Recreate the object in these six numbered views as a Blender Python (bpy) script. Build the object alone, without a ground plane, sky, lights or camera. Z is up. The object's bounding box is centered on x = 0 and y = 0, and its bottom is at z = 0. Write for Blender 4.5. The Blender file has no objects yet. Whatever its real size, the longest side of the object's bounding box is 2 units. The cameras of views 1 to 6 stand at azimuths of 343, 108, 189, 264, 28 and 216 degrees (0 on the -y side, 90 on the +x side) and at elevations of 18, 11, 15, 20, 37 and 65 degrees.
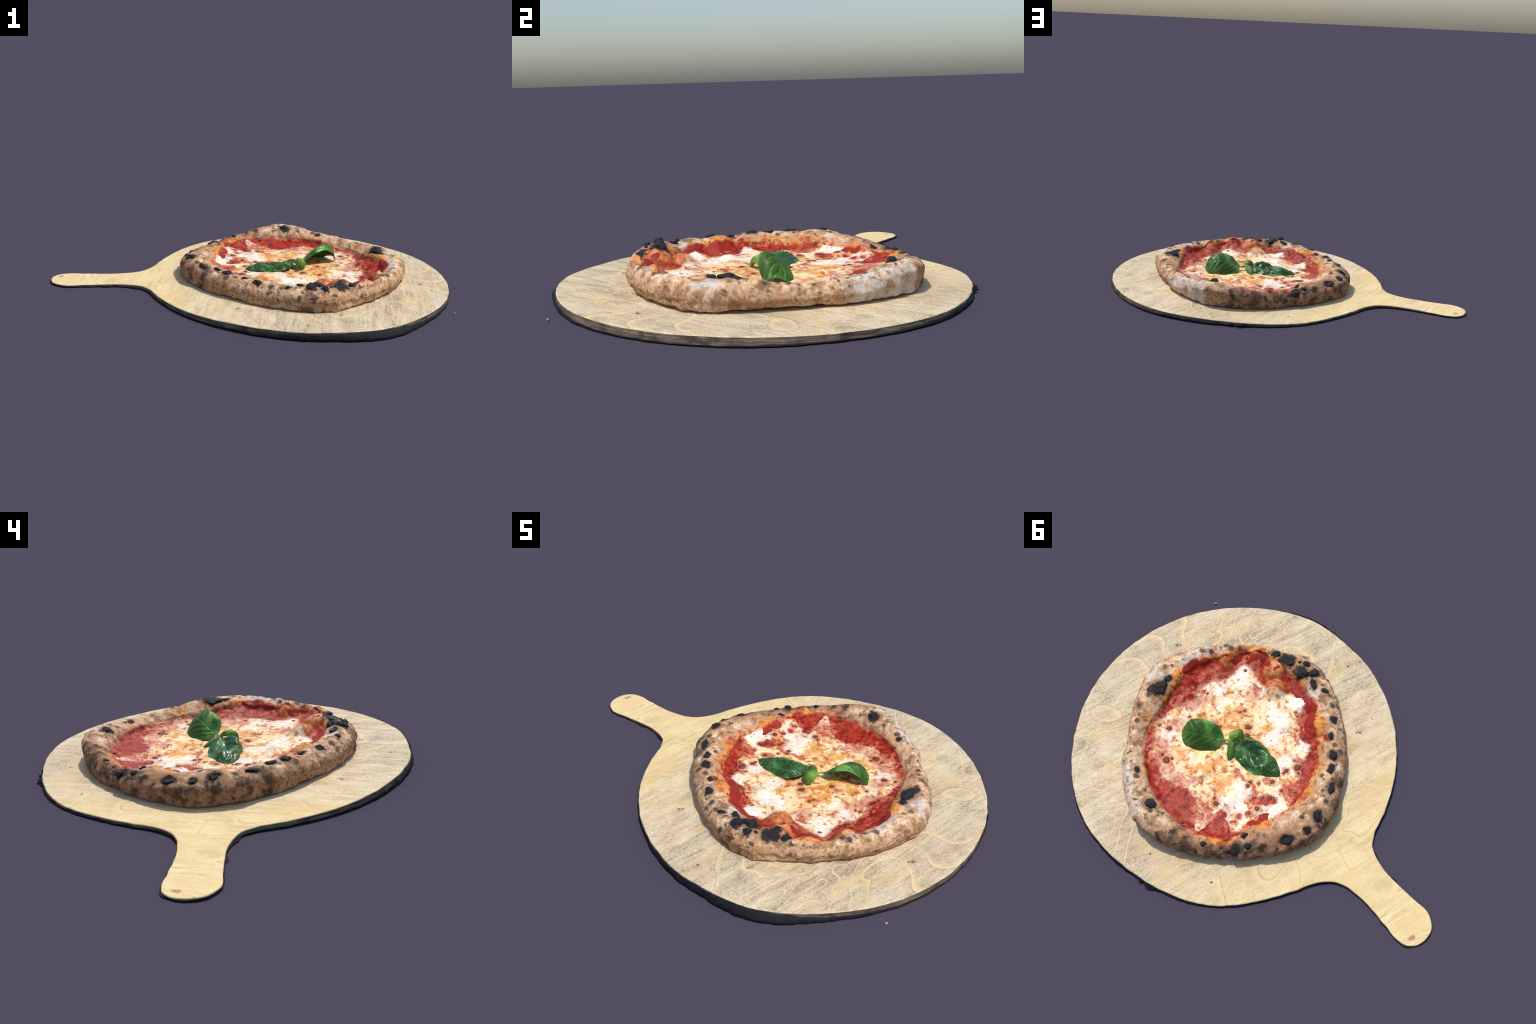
import bpy, bmesh, math
import numpy as np
from mathutils import Vector, Matrix
from mathutils.geometry import delaunay_2d_cdt
from mathutils.bvhtree import BVHTree

rng = np.random.default_rng(7)
TAU = 2 * math.pi

# ----------------------------------------------------------------- helpers
def hash3(ix, iy, iz, seed):
    h = (ix * 374761393 + iy * 668265263 + iz * 2147483647 + seed * 1274126177) & 0xffffffff
    h = ((h ^ (h >> 13)) * 1274126177) & 0xffffffff
    h = (h ^ (h >> 16)) & 0xffffffff
    h = (h * 2246822519) & 0xffffffff
    h = h ^ (h >> 15)
    return (h & 0xffff) / 32767.5 - 1.0

def vnoise(P, scale, seed=0):
    """smooth value noise, -1..1, on an (n,3) array"""
    Q = np.asarray(P, float) * scale + 100.0
    i = np.floor(Q).astype(np.int64)
    f = Q - i
    f = f * f * f * (f * (f * 6 - 15) + 10)
    out = 0
    for dx in (0, 1):
        for dy in (0, 1):
            for dz in (0, 1):
                w = (f[:, 0] if dx else 1 - f[:, 0]) * (f[:, 1] if dy else 1 - f[:, 1]) * (f[:, 2] if dz else 1 - f[:, 2])
                out = out + w * hash3(i[:, 0] + dx, i[:, 1] + dy, i[:, 2] + dz, seed)
    return out

def fbm(P, scale, octaves=4, seed=0, gain=0.5):
    a, s, amp = 0, scale, 1.0
    for o in range(octaves):
        a = a + amp * vnoise(P, s, seed + o * 17)
        s *= 2.03
        amp *= gain
    return a

def sstep(a, b, x):
    t = np.clip((x - a) / (b - a), 0, 1)
    return t * t * (3 - 2 * t)

def periodic(table):
    """smooth periodic interpolation of (degrees, value) control points"""
    a = np.array([t[0] for t in table], float)
    v = np.array([t[1] for t in table], float)
    def f(deg):
        d = np.asarray(deg, float)
        s = 0
        for k, w in ((-5, .15), (-2.5, .2), (0, .3), (2.5, .2), (5, .15)):
            s = s + w * np.interp((d + k) % 360, a, v, period=360)
        return s
    return f

def new_mesh_object(name, verts, faces, mat, parent=None, smooth=True):
    me = bpy.data.meshes.new(name)
    me.from_pydata([tuple(v) for v in verts], [], [tuple(int(i) for i in f) for f in faces])
    me.update()
    if smooth:
        me.polygons.foreach_set("use_smooth", [True] * len(me.polygons))
    if mat is not None:
        me.materials.append(mat)
    ob = bpy.data.objects.new(name, me)
    bpy.context.scene.collection.objects.link(ob)
    if parent is not None:
        attach(ob, parent)
    return ob

def attach(ob, parent):
    ob.parent = parent
    m = Matrix.Translation(parent.location)
    p = parent.parent
    ob.matrix_parent_inverse = m.inverted()

def grid_faces(nu, nv, wrap_u=False):
    i = np.arange(nu if wrap_u else nu - 1)
    j = np.arange(nv - 1)
    I, J = np.meshgrid(i, j, indexing='ij')
    I2 = (I + 1) % nu
    return np.stack([I * nv + J, I2 * nv + J, I2 * nv + J + 1, I * nv + J + 1], -1).reshape(-1, 4)

# -------------------------------------------------------------- node helper
class Nodes:
    def __init__(self, name):
        self.mat = bpy.data.materials.new(name)
        self.mat.use_nodes = True
        self.t = self.mat.node_tree
        self.bsdf = self.t.nodes["Principled BSDF"]
        self.out = self.t.nodes["Material Output"]
        self.co = self.t.nodes.new("ShaderNodeTexCoord").outputs["Object"]
    def _in(self, sock, v):
        if isinstance(v, bpy.types.NodeSocket):
            self.t.links.new(v, sock)
        elif v is not None:
            if sock.type == 'RGBA' and len(v) == 3:
                v = (*v, 1)
            sock.default_value = v
    def m(self, op, a, b=None, c=None, clamp=False):
        n = self.t.nodes.new("ShaderNodeMath")
        n.operation = op
        n.use_clamp = clamp
        for s, v in zip(n.inputs, (a, b, c)):
            self._in(s, v)
        return n.outputs[0]
    def v(self, op, a, b=None):
        n = self.t.nodes.new("ShaderNodeVectorMath")
        n.operation = op
        self._in(n.inputs[0], a)
        if b is not None:
            self._in(n.inputs[1], b)
        return n.outputs["Value"] if op in ('DISTANCE', 'LENGTH', 'DOT_PRODUCT') else n.outputs["Vector"]
    def mapping(self, vec, loc=(0, 0, 0), rot=(0, 0, 0), scale=(1, 1, 1)):
        n = self.t.nodes.new("ShaderNodeMapping")
        self._in(n.inputs["Vector"], vec)
        n.inputs["Location"].default_value = loc
        n.inputs["Rotation"].default_value = rot
        n.inputs["Scale"].default_value = scale
        return n.outputs[0]
    def noise(self, scale, detail=4, rough=0.55, vec=None, dist=0.0):
        n = self.t.nodes.new("ShaderNodeTexNoise")
        self._in(n.inputs["Vector"], vec if vec is not None else self.co)
        n.inputs["Scale"].default_value = scale
        n.inputs["Detail"].default_value = detail
        n.inputs["Roughness"].default_value = rough
        n.inputs["Distortion"].default_value = dist
        return n.outputs[0]
    def voronoi(self, scale, vec=None, feature='F1', rand=1.0):
        n = self.t.nodes.new("ShaderNodeTexVoronoi")
        n.feature = feature
        self._in(n.inputs["Vector"], vec if vec is not None else self.co)
        n.inputs["Scale"].default_value = scale
        n.inputs["Randomness"].default_value = rand
        return n.outputs["Distance"], n.outputs["Color"]
    def step(self, x, a, b):
        """smooth 0..1 as x goes from a to b (a may exceed b)"""
        n = self.t.nodes.new("ShaderNodeMapRange")
        n.interpolation_type = 'SMOOTHSTEP'
        flip = a > b
        self._in(n.inputs["Value"], x)
        n.inputs["From Min"].default_value = min(a, b)
        n.inputs["From Max"].default_value = max(a, b)
        n.inputs["To Min"].default_value = 1.0 if flip else 0.0
        n.inputs["To Max"].default_value = 0.0 if flip else 1.0
        return n.outputs[0]
    def mix(self, f, a, b, mode='MIX'):
        n = self.t.nodes.new("ShaderNodeMix")
        n.data_type = 'RGBA'
        n.blend_type = mode
        n.clamp_factor = True
        self._in(n.inputs[0], f)
        self._in(n.inputs[6], a)
        self._in(n.inputs[7], b)
        return n.outputs[2]
    def ramp(self, fac, stops, interp='LINEAR'):
        n = self.t.nodes.new("ShaderNodeValToRGB")
        cr = n.color_ramp
        cr.interpolation = interp
        while len(cr.elements) < len(stops):
            cr.elements.new(0.5)
        for e, (p, c) in zip(cr.elements, sorted(stops, key=lambda s: s[0])):
            e.position = p
        for e, (p, c) in zip(cr.elements, sorted(stops, key=lambda s: s[0])):
            e.color = (c, c, c, 1) if isinstance(c, (int, float)) else (*c, 1)
        self._in(n.inputs[0], fac)
        return n.outputs[0]
    def spots(self, pts, warp=None, amount=0.35, flat=True):
        """min over placed spots of distance / radius, edge roughened by noise.
        pts: (x, y, radius) or (x, y, z, radius)"""
        co = self.co
        if flat:
            co = self.v('MULTIPLY', co, (1, 1, 0))
        best = None
        for p in pts:
            c = (p[0], p[1], 0) if len(p) == 3 else p[:3]
            d = self.m('DIVIDE', self.v('DISTANCE', co, c), p[-1])
            best = d if best is None else self.m('MINIMUM', best, d)
        if warp is not None:
            best = self.m('ADD', best, self.m('MULTIPLY', self.m('SUBTRACT', warp, 0.5), amount * 2))
        return best
    def bump(self, h, strength=0.5, dist=0.005):
        n = self.t.nodes.new("ShaderNodeBump")
        n.inputs["Strength"].default_value = strength
        n.inputs["Distance"].default_value = dist
        self._in(n.inputs["Height"], h)
        self.t.links.new(n.outputs[0], self.bsdf.inputs["Normal"])
    def finish(self, color, rough=0.6, spec=0.4):
        self._in(self.bsdf.inputs["Base Color"], color)
        self._in(self.bsdf.inputs["Roughness"], rough)
        self._in(self.bsdf.inputs["Specular IOR Level"], spec)
        return self.mat

# ---------------------------------------------------------------- dimensions
BOARD_C = np.array([0.227, 0.007])
BOARD_R = 0.769
PC = np.array([0.22, 0.015])           # middle of the pizza

def board_top(x, y):
    """the board sits slightly tilted; the handle droops to the ground"""
    x = np.asarray(x, float); y = np.asarray(y, float)
    z = 0.0330 - 0.006 * y + 0.003 * x - 0.010 * np.clip(x - 0.6, 0, 1) - 0.010 * np.clip(y - 0.25, 0, 1)
    d = np.clip(-x * 0.9 + y * 0.42 - 0.03, 0, 2)      # towards the handle
    z = z - 0.032 * d + 0.012 * d * d
    return np.maximum(z, 0.007)

# outer radius of the crust, of the inner lip, and the height of its crest
crust_outer = periodic([(1, .550), (12, .520), (19, .516), (34, .508), (41, .513), (50, .530), (60, .546), (69, .566),
    (76, .589), (82, .597), (90, .591), (99, .577), (110, .566), (120, .561), (128, .561), (136, .564), (145, .576), (155, .588),
    (162, .595), (171, .587), (183, .565), (192, .541), (201, .526), (209, .515), (223, .509), (235, .517), (249, .541),
    (254, .555), (266, .561), (275, .556), (287, .525), (299, .522), (311, .527), (323, .535), (332, .543), (342, .554),
    (353, .567)])
LIP = [(7, .386), (18, .394), (27, .412), (43, .422), (58, .435), (68, .442), (82, .451), (96, .475),
    (105, .476), (115, .483), (124, .479), (133, .450), (143, .430), (155, .410), (167, .412), (185, .395), (200, .386),
    (217, .377), (229, .372), (241, .405), (251, .411), (265, .422), (277, .430), (291, .470), (302, .466), (311, .438),
    (322, .440), (332, .440), (343, .424), (355, .392)]
crust_lip = periodic(LIP)
crust_crest = periodic([(0, .142), (12, .130), (25, .121), (45, .118), (57, .121), (68, .130), (79, .149), (88, .143), (97, .121), (105, .110),
    (118, .105), (134, .108), (152, .122), (163, .136), (171, .138), (187, .134), (205, .129), (218, .125), (230, .127), (242, .136),
    (256, .146), (266, .147), (276, .143), (287, .138), (299, .132), (311, .131), (330, .132), (348, .146)])

def floor_z(x, y):
    x = np.asarray(x, float); y = np.asarray(y, float)
    r = np.hypot(x - PC[0], y - PC[1])
    return 0.0705 - 0.020 * y + 0.045 * np.clip(-y - .08, 0, 1) ** 2 + 0.020 * np.clip(y, 0, 1) ** 2 + 0.010 * np.clip((r - .22) / .2, 0, 1.2) ** 2

# bubbles in the dough: x, y, radius, height of the top
DOUGH_BUBBLES = [(.517, -.294, .036, .128), (.242, -.318, .050, .126), (.300, -.388, .058, .147), (-.040, -.252, .058, .125),
    (-.088, -.185, .042, .103), (-.067, .226, .034, .090), (-.100, .325, .042, .108), (.615, -.085, .050, .108), (.575, -.040, .060, .097),
    (.250, .235, .034, .080), (.085, -.190, .030, .089), (-.040, .350, .032, .086), (.400, -.392, .045, .130), (.070, -.348, .042, .108),
    (-.125, .270, .035, .100)]
BUBBLE_AMP = [0.0] * len(DOUGH_BUBBLES)       # filled in once the plain surface is known

def bubble_height(x, y):
    h = 0
    for (bx, by, r, a), amp in zip(DOUGH_BUBBLES, BUBBLE_AMP):
        d2 = ((x - bx) ** 2 + (y - by) ** 2) / (r * r)
        h = np.maximum(h, amp * np.exp(-d2 ** 1.6))
    return h

# charred blisters on the crust: x, y, half-length, half-width, turn
CHAR = [(.668, .026, .043, .028, 84), (.665, -.035, .021, .013, 69), (.317, .505, .025, .019, 14), (.339, -.451, .019, .015, 37),
    (.270, -.465, .037, .026, 23), (.219, -.484, .010, .008, 37), (.185, -.496, .016, .015, 37), (.178, -.446, .032, .027, 14),
    (.128, -.472, .021, .019, 19), (.093, -.427, .012, .024, 37), (.030, -.432, .018, .011, 19), (-.088, -.331, .014, .021, 37),
    (-.128, -.255, .009, .017, 37), (-.196, -.182, .016, .019, 37), (-.227, -.119, .010, .024, 19), (-.280, -.047, .014, .030, 23),
    (-.309, .100, .017, .024, 37), (-.314, .179, .013, .014, 37), (-.264, .270, .029, .018, 55), (-.145, .394, .011, .010, 37),
    (-.103, .450, .022, .020, 37), (.015, .503, .011, .010, 37), (-.101, .363, .018, .008, 60), (.478, .408, .009, .015, 55)]
# flat burnt spots, only colour: x, y, radius
SCORCH = [(.716, -.074, .014), (.292, .529, .010), (.232, -.506, .007), (-.257, -.011, .009), (-.261, .150, .010), (-.153, .422, .009),
    (-.019, .484, .011), (.031, .544, .015), (-.058, .471, .010), (-.253, .323, .008), (.457, .436, .012), (.381, .470, .012),
    (.253, .524, .010), (.481, .367, .008), (.617, .192, .010), (.684, .150, .013), (.697, .166, .008), (.535, -.351, .015),
    (-.210, -.070, .011), (-.209, -.215, .014), (.186, .592, .014), (.150, .480, .010), (.560, -.345, .012), (.500, -.380, .012),
    (.600, -.280, .012), (.640, .220, .012), (.655, .190, .010), (.570, .290, .012), (-.170, -.230, .012), (-.040, -.390, .014),
    (.000, -.425, .012), (.060, -.500, .012), (-.300, .020, .010), (-.330, .130, .012), (-.200, .360, .016), (-.060, .510, .018),
    (.100, .530, .015), (.160, .545, .012), (-.180, .100, .010), (.680, .080, .012), (.520, -.420, .012)]

# border of the melted cheese (the notches between its tongues included)
CHEESE = [(.431, -.359), (.383, -.344), (.352, -.316), (.301, -.283), (.253, -.279), (.198, -.311), (.157, -.362), (.094, -.370), (.062, -.344),
    (.076, -.264), (.049, -.216), (-.014, -.177), (-.104, -.164), (-.069, -.114), (-.052, -.091), (-.101, -.081), (-.134, -.060), (-.127, .010),
    (-.082, .062), (-.059, .098), (-.016, .130), (-.026, .177), (-.032, .227), (-.038, .267), (-.075, .230), (-.081, .172), (-.119, .134),
    (-.178, .125), (-.180, .160), (-.124, .272), (-.072, .312), (-.068, .350), (-.050, .411), (-.028, .415), (-.001, .348), (.020, .311),
    (.065, .318), (.078, .355), (.046, .436), (.064, .476), (.129, .490), (.130, .438), (.123, .362), (.200, .330), (.273, .367), (.353, .345),
    (.414, .345), (.468, .302), (.528, .252), (.575, .192), (.570, .149), (.568, .108), (.566, .068), (.531, .001), (.517, -.070), (.530, -.120),
    (.517, -.171), (.467, -.198), (.448, -.254), (.461, -.305)]

def on_crust(x, y):
    # height of the crust surface, from its profile
    d = np.array([x, y]) - PC
    a = math.degrees(math.atan2(d[1], d[0])) % 360
    r = math.hypot(*d); ro, ri, c = float(crust_outer(a)), float(crust_lip(a)), float(crust_crest(a))
    k = min(max((r - ri) / (ro - ri), 0), 1)
    if k < .5:
        return c - (c - float(floor_z(x, y))) * (1 - k / .5) ** 2 * .8
    return c - (c - .075) * ((k - .5) / .5) ** 2.6

# =================================================================== MATERIALS
def lip_distance(N):
    """radius minus radius of the inner lip, computed from position"""
    sep = N.t.nodes.new("ShaderNodeSeparateXYZ")
    N.t.links.new(N.v('SUBTRACT', N.co, (PC[0], PC[1], 0)), sep.inputs[0])
    x, y = sep.outputs[0], sep.outputs[1]
    ang = N.m('FRACT', N.m('ADD', N.m('DIVIDE', N.m('ARCTAN2', y, x), TAU), 1.0))
    r = N.m('SQRT', N.m('ADD', N.m('MULTIPLY', x, x), N.m('MULTIPLY', y, y)))
    stops = [(a / 360.0, v) for a, v in LIP]
    w = (LIP[0][1] + LIP[-1][1]) / 2
    stops = [(0.0, w)] + stops + [(1.0, w)]
    lip = N.ramp(ang, stops)
    return N.m('SUBTRACT', r, lip), ang, r

def crust_material():
    N = Nodes("baked_crust")
    d, ang, r = lip_distance(N)
    outer = N.ramp(ang, [(a / 360, float(crust_outer(a))) for a in range(0, 361, 12)])
    rim = N.m('SUBTRACT', outer, r)                    # distance inwards from the outer rim
    n_big = N.noise(7, 3)
    n_mid = N.noise(24, 5, .62)
    n_fine = N.noise(85, 4, .65)
    n_grain = N.noise(240, 2)
    n_blot = N.noise(15, 3, .55, vec=N.mapping(N.co, (4, 2, 1)))
    col = N.mix(N.step(n_fine, .36, .62), (.53, .310, .165), (.86, .635, .420))
    # golden brown mottling in three sizes
    b1 = N.step(N.m('ADD', n_mid, N.m('MULTIPLY', n_fine, .45)), .69, .86)
    col = N.mix(N.m('MULTIPLY', b1, .80), col, N.mix(n_fine, (.20, .082, .034), (.40, .19, .085)))
    b2 = N.step(N.m('ADD', n_blot, N.m('MULTIPLY', n_mid, .4)), .74, .86)
    col = N.mix(N.m('MULTIPLY', b2, .70), col, (.19, .100, .048))
    # pale floury patches
    flour = N.spots([(.500, .500, .060), (.550, .440, .045), (.430, .550, .055), (.370, .595, .035), (.745, -.01, .030), (.760, -.055, .022),
                     (.600, -.26, .030), (.570, -.30, .025), (.090, -.385, .030), (.055, -.40, .025), (-.165, .190, .025), (-.170, .240, .025),
                     (-.190, .150, .025), (.700, -.02, .030), (.640, -.20, .035), (.655, -.16, .03)], n_mid, 2.0)
    flour = N.m('MULTIPLY', N.step(flour, 1.5, .3), .75)
    col = N.mix(flour, col, N.mix(n_fine, (.56, .49, .41), (.74, .71, .66)))
    toast = N.spots([(-.27, .30, .20), (-.05, .50, .19), (-.32, .05, .16), (.12, .56, .10), (-.20, -.20, .10)], n_mid, 1.4)
    toast = N.m('MULTIPLY', N.step(toast, 1.2, .4), N.step(n_mid, .36, .58))
    col = N.mix(N.m('MULTIPLY', toast, .78), col, (.36, .175, .080))
    # deeply baked sides and stretches
    side = N.step(N.m('ADD', rim, N.m('MULTIPLY', N.m('SUBTRACT', n_mid, .5), .10)), .022, -.004)
    side = N.m('MULTIPLY', side, N.m('SUBTRACT', 1.0, N.m('MULTIPLY', flour, .75)))
    col = N.mix(N.m('MULTIPLY', side, .70), col, N.mix(N.step(n_fine, .38, .62), (.14, .058, .026), (.43, .225, .105)))
    dark = N.spots([(.00, .540, .10), (-.10, .48, .12), (-.20, .41, .11), (-.29, .33, .10), (.09, .560, .08), (.17, .60, .05),
                    (-.37, .22, .06), (-.39, .10, .05), (-.36, .0, .045), (-.31, -.10, .045), (.09, -.53, .04), (.16, -.56, .03), (-.01, -.50, .04)], n_mid, 1.2)
    dk = N.step(dark, 1.25, .55)
    burnt = N.mix(N.step(n_mid, .40, .60), (.060, .030, .020), (.40, .205, .115))
    burnt = N.mix(N.m('MULTIPLY', N.step(n_fine, .52, .64), .6), burnt, (.085, .046, .032))
    col = N.mix(N.m('MULTIPLY', dk, .85), col, burnt)
    # small leopard spots, soft-edged and running together
    leo_n = N.noise(33, 3, .5, vec=N.mapping(N.co, (7, 3, 2)), dist=.4)
    leo = N.m('MULTIPLY', N.step(N.m('ADD', leo_n, N.m('MULTIPLY', N.m('SUBTRACT', n_fine, .5), .25)), .585, .675), N.step(n_big, .36, .54))
    leo = N.m('MULTIPLY', leo, N.m('SUBTRACT', 1.0, N.m('MULTIPLY', flour, .8)))
    col = N.mix(N.m('MULTIPLY', leo, .88), col, (.070, .036, .020))
    # oily orange inner wall
    wob = N.m('MULTIPLY', N.m('SUBTRACT', n_big, .5), .15)
    wall = N.step(N.m('ADD', d, N.m('ADD', wob, N.m('MULTIPLY', N.m('SUBTRACT', n_mid, .5), .07))), .055, .010)
    bub = N.spots([(b[0], b[1], b[2]) for b in DOUGH_BUBBLES[:9]], n_mid, .3)
    wall = N.m('MAXIMUM', wall, N.m('MULTIPLY', N.step(bub, 1.3, .85), N.step(d, .08, .05)))
    bare = N.spots([(.42, .42, .09), (.30, .48, .10), (.17, .50, .09), (.51, .33, .08), (.58, .22, .06), (-.10, .36, .05), (.62, .12, .05)], n_mid, 1.2)
    wall = N.m('MULTIPLY', wall, N.m('SUBTRACT', 1.0, N.m('MULTIPLY', N.step(bare, 1.2, .6), .75)))
    orange = N.mix(N.step(n_mid, .36, .62), (.36, .060, .012), (.76, .29, .055))
    orange = N.mix(N.m('MULTIPLY', N.step(n_blot, .52, .64), .6), orange, (.70, .46, .22))
    orange = N.mix(N.step(N.noise(52, 4, .7), .55, .63), orange, (.080, .022, .012))
    col = N.mix(N.m('MULTIPLY', wall, .92), col, orange)
    edge = N.step(N.m('ADD', d, N.m('MULTIPLY', N.m('SUBTRACT', n_mid, .5), .05)), .014, -.008)
    red = N.mix(n_fine, (.20, .010, .008), (.36, .032, .016))
    col = N.mix(edge, col, red)
    # sauce splashed up the wall at two places
    sp = N.spots([(.600, -.165, .048), (.570, -.210, .045), (.620, -.130, .03), (-.120, -.245, .02)], n_mid, .35)
    col = N.mix(N.m('MULTIPLY', N.step(sp, 1.1, .9), N.step(d, .07, .04)), col, red)
    # scorch marks and the halos of the black blisters
    spots = N.spots([(x, y, on_crust(x, y), r) for x, y, r in SCORCH], n_mid, 1.9, flat=False)
    col = N.mix(N.m('MULTIPLY', N.step(spots, 1.7, .4), .90), col, (.045, .026, .017))
    halo = []
    for x, y, a, b, rot in CHAR:                        # an elongated blister counts as two circles
        t = math.radians(rot)
        big, small, dv = (a, b, (math.cos(t), math.sin(t))) if a > b else (b, a, (-math.sin(t), math.cos(t)))
        k = big - small
        h1 = on_crust(x, y)
        halo += [(x + dv[0] * k * .6, y + dv[1] * k * .6, h1, small * 1.12), (x - dv[0] * k * .6, y - dv[1] * k * .6, h1, small * 1.12)]
    hs = N.spots(halo, n_mid, 1.9, flat=False)
    col = N.mix(N.m('MULTIPLY', N.step(hs, 2.3, 1.0), .65), col, (.12, .060, .036))
    col = N.mix(N.m('MULTIPLY', N.step(hs, 1.4, .95), .95), col, (.022, .016, .014))
    N.bump(N.m('ADD', N.m('MULTIPLY', n_fine, .7), N.m('MULTIPLY', n_grain, .4)), .55, .004)
    return N.finish(col, N.m('SUBTRACT', .8, N.m('MULTIPLY', wall, .35)), .18)

CHEESE_C = (.22, .05)
def cheese_reach():
    # reach of the cheese from its middle, every 12 degrees
    P = np.array(CHEESE + CHEESE[:1]); out = []
    for a in range(0, 361, 12):
        t = math.radians(a); u = np.array([math.cos(t), math.sin(t)]); w = np.array([-u[1], u[0]]); best = .1
        for p, q in zip(P[:-1] - CHEESE_C, P[1:] - CHEESE_C):
            dp, dq = p @ w, q @ w
            if dp * dq <= 0 and dp != dq:
                best = max(best, (p + (q - p) * dp / (dp - dq)) @ u)
        out.append((a / 360.0, float(best)))
    return out

def topping_colour(N):
    """tomato and melted cheese share one soft-edged colour field, so that the cheese thins out into the sauce"""
    sep = N.t.nodes.new("ShaderNodeSeparateXYZ")
    N.t.links.new(N.v('SUBTRACT', N.co, (*CHEESE_C, 0)), sep.inputs[0])
    x, y = sep.outputs[0], sep.outputs[1]
    ang = N.m('FRACT', N.m('ADD', N.m('DIVIDE', N.m('ARCTAN2', y, x), TAU), 1.0))
    r = N.m('SQRT', N.m('ADD', N.m('MULTIPLY', x, x), N.m('MULTIPLY', y, y)))
    f = N.m('SUBTRACT', N.ramp(ang, cheese_reach()), r)
    flat = N.v('MULTIPLY', N.co, (1, 1, 0))
    a = N.noise(7, 4, .6, vec=flat); b = N.noise(9.5, 5, .58, vec=flat, dist=.5); c = N.noise(42, 4, .58, vec=flat, dist=.3); e = N.noise(110, 3, .6, vec=flat)
    b2 = N.noise(12, 5, .58, vec=N.mapping(flat, (5, 3, 0)), dist=.6)
    # notches where the sauce runs in between the tongues of cheese
    notch = N.spots([(-.035, .195, .030), (-.065, .160, .028), (-.09, .145, .018), (-.015, .300, .018), (-.02, .34, .02), (-.045, .265, .016),
                     (.045, .335, .022), (.035, .375, .020), (.03, .42, .018), (.20, .40, .06), (.25, .40, .05), (-.005, -.205, .02), (.030, -.21, .014)], b, .35)
    f = N.m('MINIMUM', f, N.m('MULTIPLY', N.m('SUBTRACT', notch, 1.05), .03))
    fe = N.m('ADD', f, N.m('ADD', N.m('MULTIPLY', N.m('SUBTRACT', b, .5), .085), N.m('MULTIPLY', N.m('SUBTRACT', c, .5), .035)))
    amount = N.step(fe, -.014, .012)
    thin = N.step(N.m('ADD', fe, N.m('MULTIPLY', N.m('SUBTRACT', a, .5), .22)), .10, .0)
    # --- sauce
    red = N.mix(N.step(c, .36, .62), (.205, .0085, .0055), (.420, .038, .013))
    red = N.mix(N.m('MULTIPLY', N.step(a, .52, .66), .5), red, (.43, .075, .022))
    tide = N.step(fe, -.085, -.015)
    red = N.mix(N.m('MULTIPLY', N.step(N.m('ADD', N.m('ADD', N.m('MULTIPLY', c, .5), N.m('MULTIPLY', b, .5)), N.m('MULTIPLY', tide, .06)), .555, .63), N.m('ADD', .10, N.m('MULTIPLY', tide, .5))), red, (.66, .22, .13))
    red = N.mix(N.m('MULTIPLY', N.step(b2, .56, .66), .55), red, (.47, .105, .030))
    red = N.mix(N.m('MULTIPLY', N.step(b2, .43, .34), .6), red, (.085, .006, .006))
    bub = N.spots([(p, q, rr * .95) for p, q, rr, h in DOUGH_BUBBLES if (p, q) not in ((.400, -.392), (.070, -.348), (.615, -.085), (.575, -.040), (-.040, -.252), (-.088, -.185))], b, .9)
    dough = N.mix(N.step(N.m('ADD', N.m('MULTIPLY', b, .6), N.m('MULTIPLY', c, .4)), .40, .60), (.42, .085, .018), (.78, .38, .14))
    dough = N.mix(N.m('MULTIPLY', N.step(N.noise(60, 4, .65, vec=flat), .56, .66), .65), dough, (.12, .030, .014))
    red = N.mix(N.m('MULTIPLY', N.step(bub, 1.15, .75), .88), red, dough)
    # --- cheese: smooth white pools out on the tongues, golden and mottled in between
    pool = N.spots([(.405, -.300, .055), (.110, -.330, .050), (.150, -.225, .060), (-.070, -.170, .035), (-.020, -.020, .060), (-.105, -.075, .03), (-.025, .360, .050),
                    (.030, .275, .060), (-.105, .205, .055), (-.150, .150, .03), (.035, .185, .045), (.455, -.165, .055), (.500, .185, .04), (.270, -.265, .04), (.09, -.10, .05)], b, 2.2)
    pool = N.step(pool, 1.25, .55)
    middle = N.step(N.m('ADD', r, N.m('MULTIPLY', N.m('SUBTRACT', a, .5), .6)), .38, .12)
    white = N.mix(N.step(c, .36, .62), (.76, .66, .50), (.89, .86, .76))
    cream = N.mix(N.step(b2, .38, .60), (.90, .68, .27), (.90, .81, .54))
    che = N.mix(N.m('MULTIPLY', N.m('MULTIPLY', N.m('ADD', .45, N.m('MULTIPLY', middle, .55)), N.m('SUBTRACT', 1.0, pool)), .9), white, cream)
    busy = N.m('SUBTRACT', 1.0, N.m('MULTIPLY', pool, .8))
    peach = N.step(N.m('ADD', N.m('ADD', N.m('MULTIPLY', b, .7), N.m('MULTIPLY', c, .3)), N.m('MULTIPLY', middle, .03)), .47, .60)
    che = N.mix(N.m('MULTIPLY', N.m('MULTIPLY', peach, busy), .70), che, N.mix(c, (.74, .30, .11), (.88, .56, .26)))
    oil = N.step(N.m('ADD', N.m('ADD', N.m('MULTIPLY', b2, .65), N.m('MULTIPLY', c, .35)), N.m('MULTIPLY', middle, .050)), .505, .600)
    che = N.mix(N.m('MULTIPLY', N.m('MULTIPLY', oil, busy), .85), che, N.mix(N.step(c, .40, .60), (.54, .13, .014), (.86, .44, .05)))
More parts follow.
